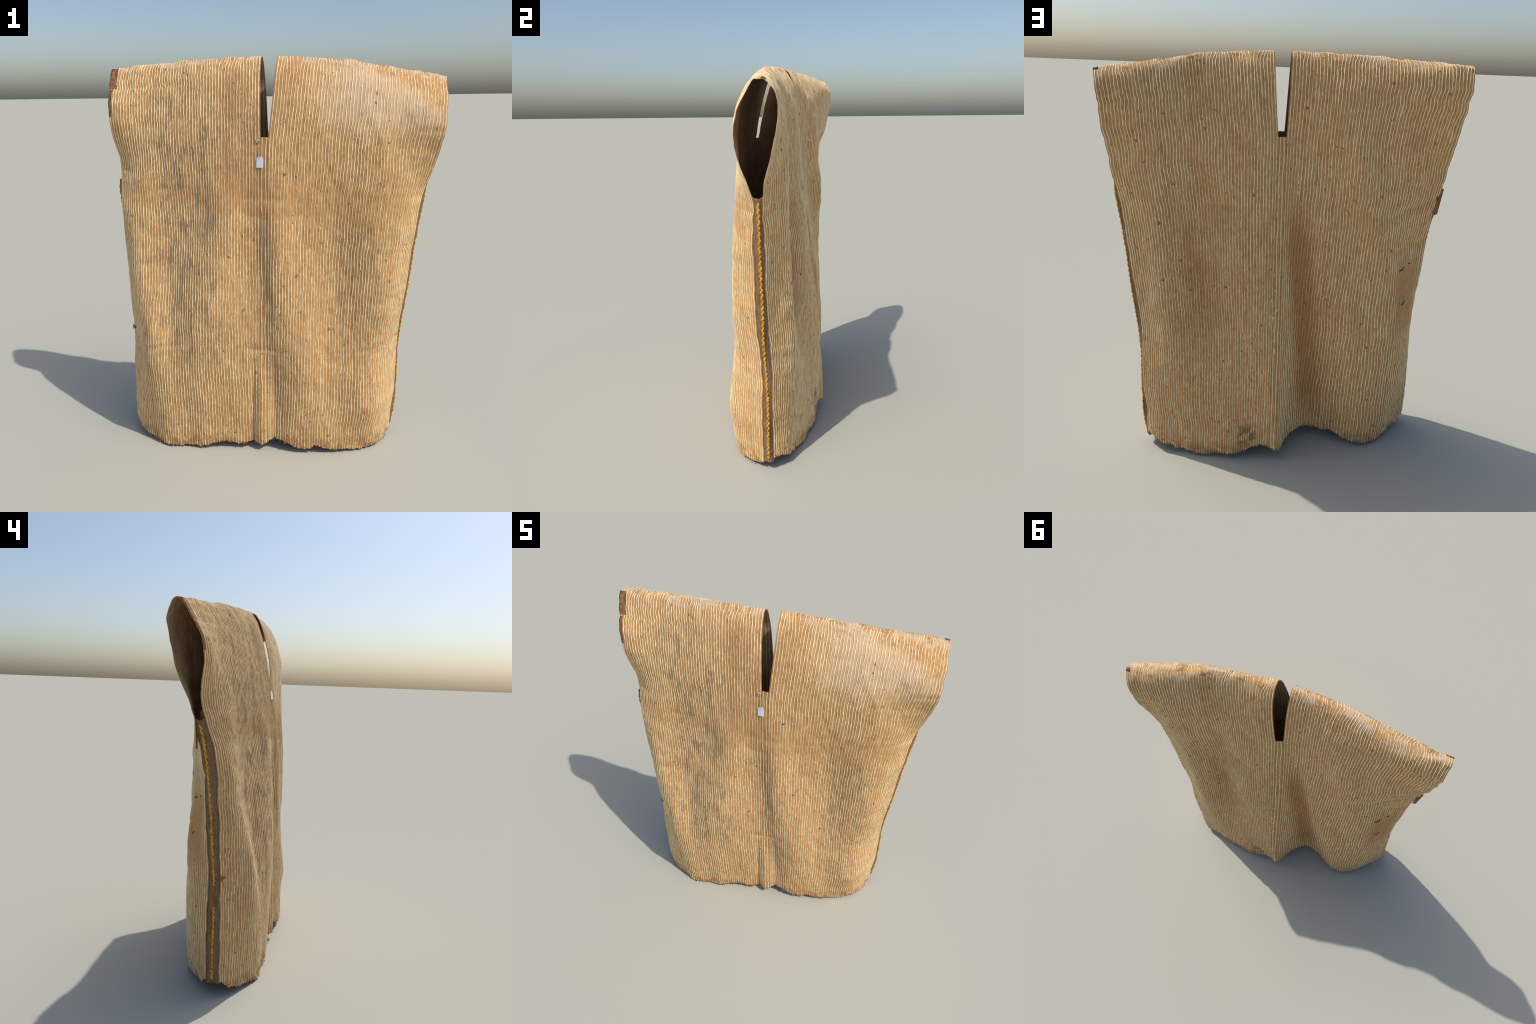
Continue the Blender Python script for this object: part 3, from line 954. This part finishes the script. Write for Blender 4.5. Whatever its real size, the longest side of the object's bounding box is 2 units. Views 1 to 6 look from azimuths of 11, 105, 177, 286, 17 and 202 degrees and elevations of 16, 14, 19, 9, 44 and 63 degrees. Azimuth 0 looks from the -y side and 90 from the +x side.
def back_point(x, z):
    P = GRID[B].reshape(-1, 3)
    i = int(np.argmin((P[:, 0] - x) ** 2 + (P[:, 2] - z) ** 2))
    return P[i] + NORM[B].reshape(-1, 3)[i] * 0.0022


def knot_row(name, panel, x_top, x_foot, z_top, z_foot, count, mat, seed):
    """A broken, lumpy cord made of elongated knots, down the back."""
    g = np.random.default_rng(seed)
    for k in range(count):
        f = (k + 0.8 * g.random()) / count
        z0 = z_top + (z_foot - z_top) * f
        x0 = x_top + (x_foot - x_top) * f + g.normal(0, 0.004)
        ln = 0.010 + 0.022 * g.random()
        bend = g.normal(0, 0.004)
        pts = [back_point(x0 + bend * np.sin(3 * t), z0 - ln * t) for t in np.linspace(0, 1, 6)]
        pts = np.array(pts)
        pts[:, 0] = x0 + bend * np.sin(3 * np.linspace(0, 1, 6))
        pts[:, 2] = z0 - ln * np.linspace(0, 1, 6)
        pts[:, 1] = np.linspace(pts[0, 1], pts[-1, 1], 6) - 0.001
        rad = (0.0022 + 0.0022 * g.random()) * np.array([0.3, 0.9, 1.0, 0.85, 0.9, 0.3])
        ob = tube(name, pts, rad, mat, 6)
        ob.parent = panel


def fray_object(name, panel, rows, count, mat, seed):
    """Short fibres sticking out of the torn hem."""
    g = np.random.default_rng(seed)
    hem = GRID[rows][0 if rows.start == 0 else -1]
    n_hem = NORM[rows][0 if rows.start == 0 else -1]
    verts, quads = [], []
    for k in range(count):
        c = g.integers(1, len(hem) - 1)
        start = hem[c] + np.array([0, 0, 0.004])
        d = np.array([g.normal(0, 0.7), 0, -1.0]) + n_hem[c] * g.normal(0.2, 0.5)
        d /= np.linalg.norm(d)
        ln = 0.004 + 0.010 * g.random() ** 2
        tip = start + d * (ln + 0.004)
        tip[2] = max(tip[2], 0.0008)
        wid = np.array([0.0028, 0, 0]) * (0.6 + g.random())
        dep = np.array([0, 0.0014, 0])
        verts += [start - wid - dep, start + wid - dep, start + wid + dep, start - wid + dep, tip - wid * 0.3 - dep * 0.4, tip + wid * 0.3 - dep * 0.4,
                  tip + wid * 0.3 + dep * 0.4, tip - wid * 0.3 + dep * 0.4]
        o = 8 * k
        quads += [[o, o + 1, o + 5, o + 4], [o + 1, o + 2, o + 6, o + 5], [o + 2, o + 3, o + 7, o + 6], [o + 3, o, o + 4, o + 7], [o + 4, o + 5, o + 6, o + 7]]
    ob = make_mesh(name, verts, quads, [mat])
    ob['kind'] = 'stuff'
    ob.parent = panel
    return ob


knot_row('pale_fibre_knot', back, 0.012, 0.010, 1.40, 0.62, 20, MAT_RIB, 121)
knot_row('pale_fibre_knot', back, -0.085, -0.115, 1.46, 0.72, 20, MAT_RIB, 122)
fray_object('frayed_fibre', front, F, 130, MAT_PILL, 111)
fray_object('frayed_fibre', back, B, 130, MAT_PILL, 112)


for a, b in (((-0.603, 0.990), (-0.638, 1.004)), ((-0.660, 1.018), (-0.676, 1.016)), ((-0.632, 0.808), (-0.655, 0.828))):
    pts = [back_point(a[0] + (b[0] - a[0]) * t, a[1] + (b[1] - a[1]) * t) for t in np.linspace(0, 1, 5)]
    mark = tube('ink_mark', pts, np.array([0.0012, 0.0028, 0.0032, 0.0026, 0.0012]), MAT_INK, 6)
    mark.parent = back

# a strip of torn cloth standing out from the left edge below the armhole
jut = card('torn_flap', [(-0.008, 0.068), (0.018, 0.064), (0.012, 0.02), (0.001, -0.062), (-0.016, -0.070)], 0.0025,
           (-0.781, 0.016, 1.334), (0.0, 1.0, 0.0), MAT_TAPE)
jut.rotation_euler = (0, 0, 0)
jut.parent = back
_e, _ = panel_edge(0, F)
_i = int(np.argmin(abs(_e[:, 2] - 0.625)))
flap = card('torn_flap', [(-0.004, -0.016), (0.034, 0.004), (-0.004, 0.014)], 0.0015, Vector(_e[_i]) + Vector((-0.0045, -0.002, 0)), (-0.62, -0.78, 0.0), MAT_TAPE)
flap.parent = seam_left
